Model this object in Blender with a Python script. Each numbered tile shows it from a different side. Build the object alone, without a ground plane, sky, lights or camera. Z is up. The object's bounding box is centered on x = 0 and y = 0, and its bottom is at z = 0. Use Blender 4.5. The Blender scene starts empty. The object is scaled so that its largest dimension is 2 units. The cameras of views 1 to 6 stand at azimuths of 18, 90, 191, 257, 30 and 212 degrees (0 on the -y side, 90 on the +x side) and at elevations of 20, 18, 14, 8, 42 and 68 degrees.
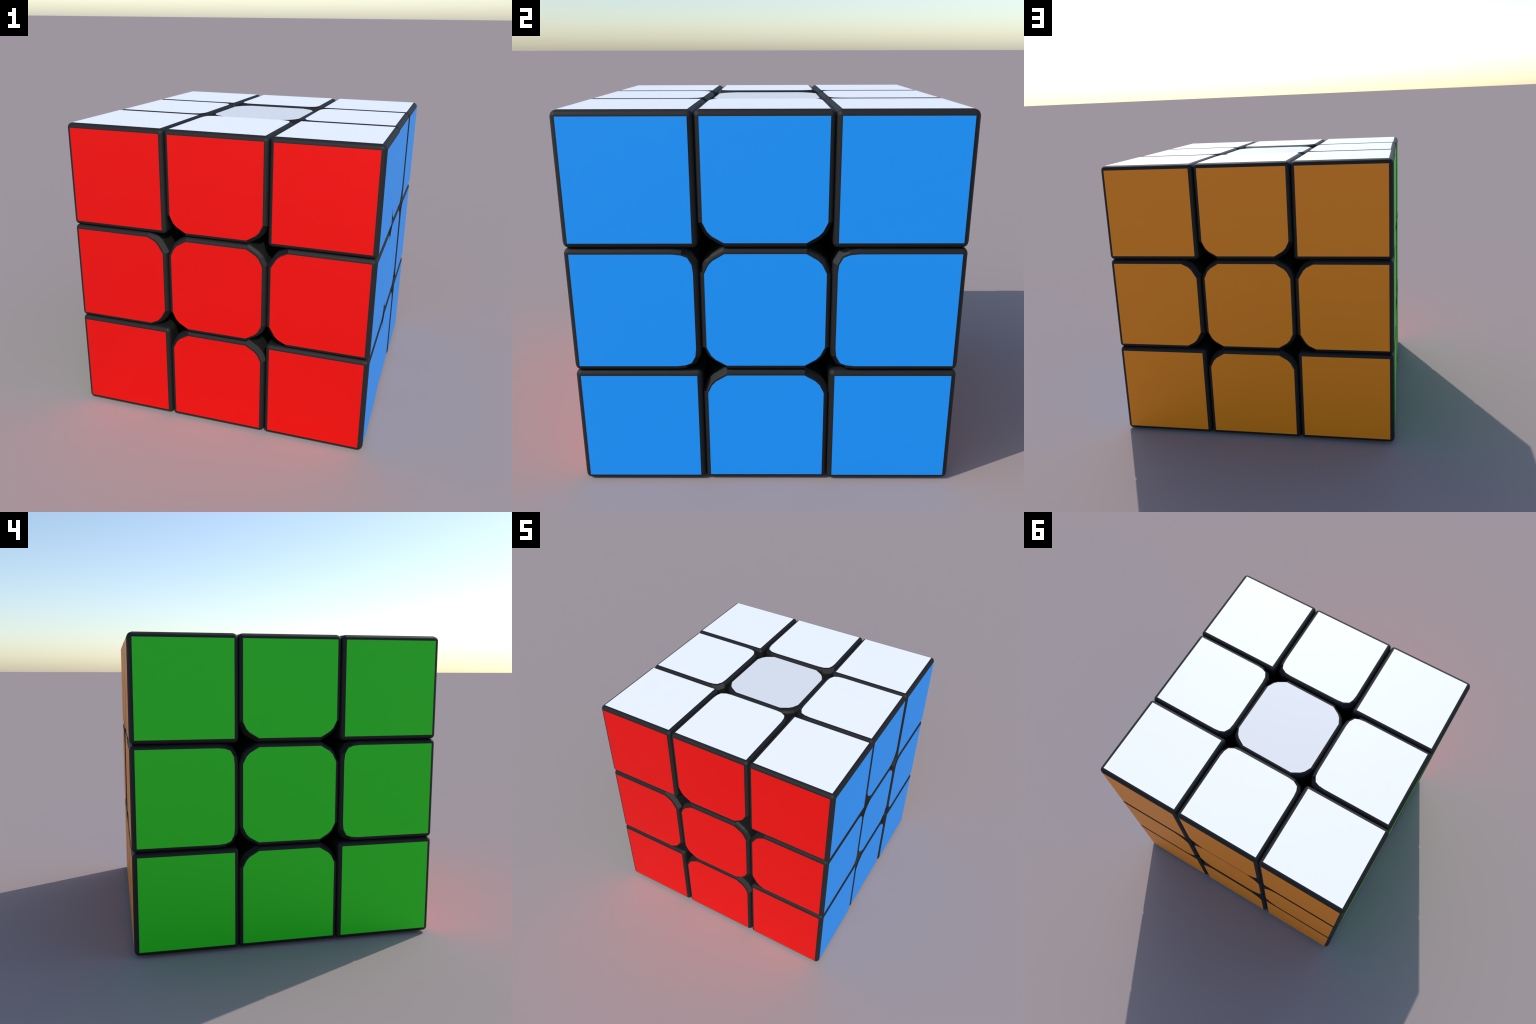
"""A 3x3x3 twist puzzle cube: 26 black plastic pieces with raised colour stickers.

Every piece body is a convex core (a box, with the inner edges of edge and centre
pieces trimmed by a faceted cut) swept by a small sphere, so all rims are rounded.
The flat faces of the core, pushed out a little further, are the stickers.
"""
import itertools
import math

import bmesh
import bpy
import numpy as np
from mathutils import Matrix, Vector

# ------------------------------------------------------------------ dimensions (m)
S = 0.3020            # half width of a sticker = half width of the core box
R = 0.0277            # rounding of the plastic rims
T = 0.0023            # how far a sticker stands proud of the plastic
STEEP = 1.4           # fall of the rim along a trim, in multiples of its width
PITCH = (0.6628, 0.6576, 0.6606)      # spacing of the layers along x, y, z

# faceted trims, as (distance along the face edge, distance across it)
TRIM_A = [(0.1015, 0.0), (0.0435, 0.0345), (0.0225, 0.0565), (0.0, 0.1025)]
TRIM_B = [(0.1000, 0.0), (0.0545, 0.0050), (0.0175, 0.0255), (0.0050, 0.0565), (0.0, 0.1000)]

# the pieces do not sit perfectly: small play of slices and centres
SLICE_PLAY = {0: (0.0, 0.0, 0.0), 1: (-0.0049, 0.0, 0.0), 2: (-0.0008, 0.0004, 0.0)}
CENTRE_RECESS = {(0, 1): 0.0066, (0, -1): 0.0063, (1, 1): 0.0065, (1, -1): -0.006,
                 (2, 1): 0.0092, (2, -1): 0.0065}


# ------------------------------------------------------------------ materials
METAL = 0.0
ROUGH = 0.5


def plastic(name, colour, rough, metal=METAL):
    m = bpy.data.materials.new(name)
    m.use_nodes = True
    nt = m.node_tree
    b = nt.nodes["Principled BSDF"]
    b.inputs["Base Color"].default_value = (*colour, 1)
    b.inputs["Metallic"].default_value = metal
    tc = nt.nodes.new("ShaderNodeTexCoord")
    noise = nt.nodes.new("ShaderNodeTexNoise")
    noise.inputs["Scale"].default_value = 9.0
    span = nt.nodes.new("ShaderNodeMapRange")
    span.inputs["To Min"].default_value = rough - 0.015
    span.inputs["To Max"].default_value = rough + 0.015
    nt.links.new(tc.outputs["Object"], noise.inputs["Vector"])
    nt.links.new(noise.outputs["Fac"], span.inputs["Value"])
    nt.links.new(span.outputs["Result"], b.inputs["Roughness"])
    return m


BLACK = plastic("black_plastic", (0.019, 0.019, 0.019), 0.62, 0.5)
COLOURS = {
    (0, 1): plastic("blue_sticker", (0.0, 0.34, 1.0), ROUGH),
    (0, -1): plastic("green_sticker", (0.017, 0.70, 0.004), ROUGH),
    (1, 1): plastic("orange_sticker", (1.0, 0.29, 0.0), ROUGH),
    (1, -1): plastic("red_sticker", (1.0, 0.002, 0.0), 0.5, 0.5),
    (2, 1): plastic("white_sticker", (0.985, 0.985, 0.985), ROUGH),
    (2, -1): plastic("yellow_sticker", (1.0, 0.80, 0.0), ROUGH),
}
PALE = plastic("pale_grey_sticker", (0.80, 0.80, 0.80), ROUGH)

AX = [np.array(v, float) for v in ((1, 0, 0), (0, 1, 0), (0, 0, 1))]


# ------------------------------------------------------------------ geometry helpers
def trim_planes(u, v, profile):
    """Half-spaces n.x <= d that trim the box edge lying at u = +S, v = +S."""
    out = []
    for (a0, b0), (a1, b1) in zip(profile, profile[1:]):
        p0, p1 = np.array([S - a0, S - b0]), np.array([S - a1, S - b1])
        d = p1 - p0
        n = np.array([d[1], -d[0]])
        n = n / np.linalg.norm(n)
        if n.sum() < 0:
            n = -n
        out.append((n[0] * u + n[1] * v, float(n @ p0)))
    return out


def core_vertices(planes):
    """Corner points of the convex core, each with the normals of the planes it lies on."""
    N = np.array([p[0] for p in planes])
    D = np.array([p[1] for p in planes])
    found = {}
    for i, j, k in itertools.combinations(range(len(planes)), 3):
        M = N[[i, j, k]]
        if abs(np.linalg.det(M)) < 1e-6:
            continue
        p = np.linalg.solve(M, D[[i, j, k]])
        if (N @ p <= D + 1e-7).all():
            found.setdefault(tuple(np.round(p, 5)), set()).update((i, j, k))
    return [(np.array(p), sorted(s)) for p, s in found.items()]


def rounded_body(name, planes, trims=(), flat_band=False):
    """Convex hull of spheres at the core's corners, with exact smooth normals.

    trims: (outward axis, indices of the planes that trim the corners of that face).
    Along a trim the rim falls away more steeply than the round of the straight sides.
    flat_band shades that steep strip as one flat chamfer."""
    bm = bmesh.new()
    seen = {}
    n = 6
    for p, on in core_vertices(planes):
        cut = [out for out, idx in trims if p @ out > S - 1e-4 and set(on) & idx]
        normals = [planes[i][0] for i in on]
        for tri in itertools.combinations(normals, 3):
            for a in range(n + 1):
                for b in range(n + 1 - a):
                    d = a * tri[0] + b * tri[1] + (n - a - b) * tri[2]
                    d = d / np.linalg.norm(d)
                    q = p + R * d
                    key = tuple(np.round(q, 5))
                    if key not in seen:
                        steep = None
                        for out in cut:
                            flat = d - (d @ out) * out
                            h = np.linalg.norm(flat)
                            if h > 0.05 and np.sort(np.abs(flat))[1] > 0.2 * h:
                                steep = p + R * flat + out * R * (1 - STEEP * h)
                        seen[key] = (d, q if steep is None else steep)
                        bm.verts.new(q)
    res = bmesh.ops.convex_hull(bm, input=bm.verts)
    drop = {g for g in res["geom_interior"] + res["geom_unused"] if isinstance(g, bmesh.types.BMVert)}
    bmesh.ops.delete(bm, geom=list(drop), context="VERTS")
    bmesh.ops.recalc_face_normals(bm, faces=bm.faces)
    info = []
    for vert in bm.verts:
        d, q = seen[tuple(np.round(np.array(vert.co), 5))]
        info.append((d, np.linalg.norm(q - np.array(vert.co)) > 1e-6))
    band = {}
    for f in bm.faces:                                # judged on the round shape
        g = np.array(f.normal)
        for out, idx in trims:
            flat = g - (g @ out) * out
            if 0.08 < g @ out < 0.99 and np.sort(np.abs(flat))[1] > 0.03 \
                    and any(info[v.index][1] for v in f.verts):
                side = np.sign(np.round(flat, 6))
                d = out + 0.9 * side
                band[f.index] = d / np.linalg.norm(d)
    for vert in bm.verts:
        vert.co = seen[tuple(np.round(np.array(vert.co), 5))][1]
    me = bpy.data.meshes.new(name)
    bm.to_mesh(me)
    bm.free()
    loops = []
    for poly in me.polygons:
        poly.use_smooth = True
        flat = band.get(poly.index) if flat_band else None
        for vi in poly.vertices:
            loops.append(tuple(info[vi][0] if flat is None else flat))
    me.normals_split_custom_set(loops)
    me.materials.append(BLACK)
    return me


def box_planes():
    return [(s * a, S) for a in AX for s in (1, -1)]


def corner_outline(corners):
    """Sticker outline in its plane; corners maps (sign_u, sign_v) to a trim profile."""
    pts = []
    for su, sv in ((1, 1), (-1, 1), (-1, -1), (1, -1)):
        prof = corners.get((su, sv), [(0.0, 0.0)])
        chain = [(su * (S - a), sv * (S - b)) for a, b in prof]
        # counter-clockwise order: leave each corner along the next side
        if su * sv > 0:
            chain = chain[::-1]
        pts += chain
    return pts


def sticker_mesh(name, corners):
    """A thin raised plate; its top takes the colour, its rim stays black plastic."""
    pts = corner_outline(corners)
    k = len(pts)
    v = [(x, y, -0.003) for x, y in pts] + [(x, y, T) for x, y in pts]
    f = [tuple(range(k, 2 * k)), tuple(range(k - 1, -1, -1))]
    f += [(i, (i + 1) % k, k + (i + 1) % k, k + i) for i in range(k)]
    me = bpy.data.meshes.new(name)
    me.from_pydata(v, [], f)
    me.materials.append(BLACK)
    me.materials.append(BLACK)
    for i, poly in enumerate(me.polygons):
        poly.material_index = 0 if i == 0 else 1
    return me


# ------------------------------------------------------------------ shared meshes
X, Y, Z = AX
# edge piece: face A looks along +x, face B along +y, z runs along the cube's edge
edge_planes = box_planes()
trim_of = {"A": set(), "B": set()}
for side in (Z, -Z):
    for face, inward, profile in (("A", -Y, TRIM_A), ("B", -X, TRIM_B)):
        first = len(edge_planes)
        edge_planes += trim_planes(side, inward, profile)
        trim_of[face] |= set(range(first, len(edge_planes)))
# centre piece: face looks along +z
centre_planes = box_planes()
for su, sv in itertools.product((1, -1), (1, -1)):
    centre_planes += trim_planes(su * X, sv * Y, TRIM_A)

BODY = {
    1: rounded_body("center_body", centre_planes, [(Z, set(range(6, len(centre_planes))))]),
    2: rounded_body("edge_body", edge_planes, [(X, trim_of["A"]), (Y, trim_of["B"])], flat_band=True),
    3: rounded_body("corner_body", box_planes()),
}
PLATE = {
    "square": sticker_mesh("square_plate", {}),
    "A": sticker_mesh("edge_plate", {(1, -1): TRIM_A, (-1, -1): TRIM_A}),
    "B": sticker_mesh("round_edge_plate", {(1, -1): TRIM_B, (-1, -1): TRIM_B}),
    "centre": sticker_mesh("center_plate", {(a, b): TRIM_A for a in (1, -1) for b in (1, -1)}),
}


# ------------------------------------------------------------------ assembly
def frame(x, y, z):
    return Matrix((x, y, z)).transposed().to_4x4()


def add(name, mesh, parent, matrix):
    ob = bpy.data.objects.new(name, mesh)
    bpy.context.collection.objects.link(ob)
    ob.parent = parent
    ob.matrix_local = matrix
    return ob


cube = bpy.data.objects.new("puzzle_cube", None)
cube.empty_display_size = 0.2
bpy.context.collection.objects.link(cube)
cube["label"] = "black twist puzzle cube with solid coloured square faces"
cube["category"] = "puzzle toy"
cube.rotation_euler = (0.0011, 0.0042, -0.0005)      # it leans a hair to one side

RANK = {1: 0, 0: 1, 2: 2}                            # which face of an edge carries trim A
NAMES = {1: "center_piece", 2: "edge_piece", 3: "corner_piece"}
HALF = S + R


def v3(axis, sign):
    v = Vector((0, 0, 0))
    v[axis] = sign
    return v


for cell in itertools.product((-1, 0, 1), repeat=3):
    faces = [(k, cell[k]) for k in range(3) if cell[k]]
    if not faces:
        continue
    pos = Vector([cell[k] * PITCH[k] for k in range(3)])
    spin = Matrix.Identity(4)
    kind = len(faces)
    if kind == 2:
        mid = [k for k in range(3) if not cell[k]][0]
        for k, s in faces:
            pos[k] += s * SLICE_PLAY[mid][k]
        (ka, sa), (kb, sb) = sorted(faces, key=lambda f: RANK[f[0]])
        a, b = v3(ka, sa), v3(kb, sb)
        turn = frame(a, b, a.cross(b))
    elif kind == 1:
        k, s = faces[0]
        pos[k] -= s * CENTRE_RECESS[(k, s)]
        if faces[0] == (2, 1):                       # the white centre sits a little askew
            pos += Vector((0.0037, 0.0053, 0.0))
            spin = Matrix.Rotation(-0.0085, 4, "Z")
        if faces[0] == (1, -1):
            pos += Vector((0.003, 0.0, 0.0))
        n = v3(k, s)
        v = Vector((0, 1, 0)) if k == 2 else Vector((0, 0, 1))
        turn = frame(v.cross(n), v, n)
    else:
        turn = Matrix.Identity(4)
    place = Matrix.Translation(pos) @ spin
    piece = add(NAMES[kind], BODY[kind], cube, place @ turn)

    back = turn.inverted()
    for k, s in faces:
        n = v3(k, s)
        if kind == 3:
            plate, up = "square", v3((k + 1) % 3, 1)
        elif kind == 1:
            plate, up = "centre", Vector((0, 1, 0)) if k == 2 else Vector((0, 0, 1))
        else:
            other = b if k == ka else a
            plate, up = ("A" if k == ka else "B"), other
        local = frame(up.cross(n), up, n)
        st = add("sticker", PLATE[plate], piece, back @ Matrix.Translation(n * HALF) @ local)
        st.material_slots[0].link = "OBJECT"
        st.material_slots[0].material = PALE if (kind == 1 and (k, s) == (2, 1)) else COLOURS[(k, s)]

# the hidden heart that the centre pieces turn on
bm = bmesh.new()
bmesh.ops.create_icosphere(bm, subdivisions=3, radius=0.40)
core = bpy.data.meshes.new("core")
bm.to_mesh(core)
bm.free()
core.materials.append(BLACK)
add("core", core, cube, Matrix.Identity(4))

# stand it on the ground
bpy.context.view_layer.update()
low = min((o.matrix_world @ v.co).z for o in bpy.data.objects if o.type == "MESH" for v in o.data.vertices)
cube.location = (-0.0005, 0.0026, -low)
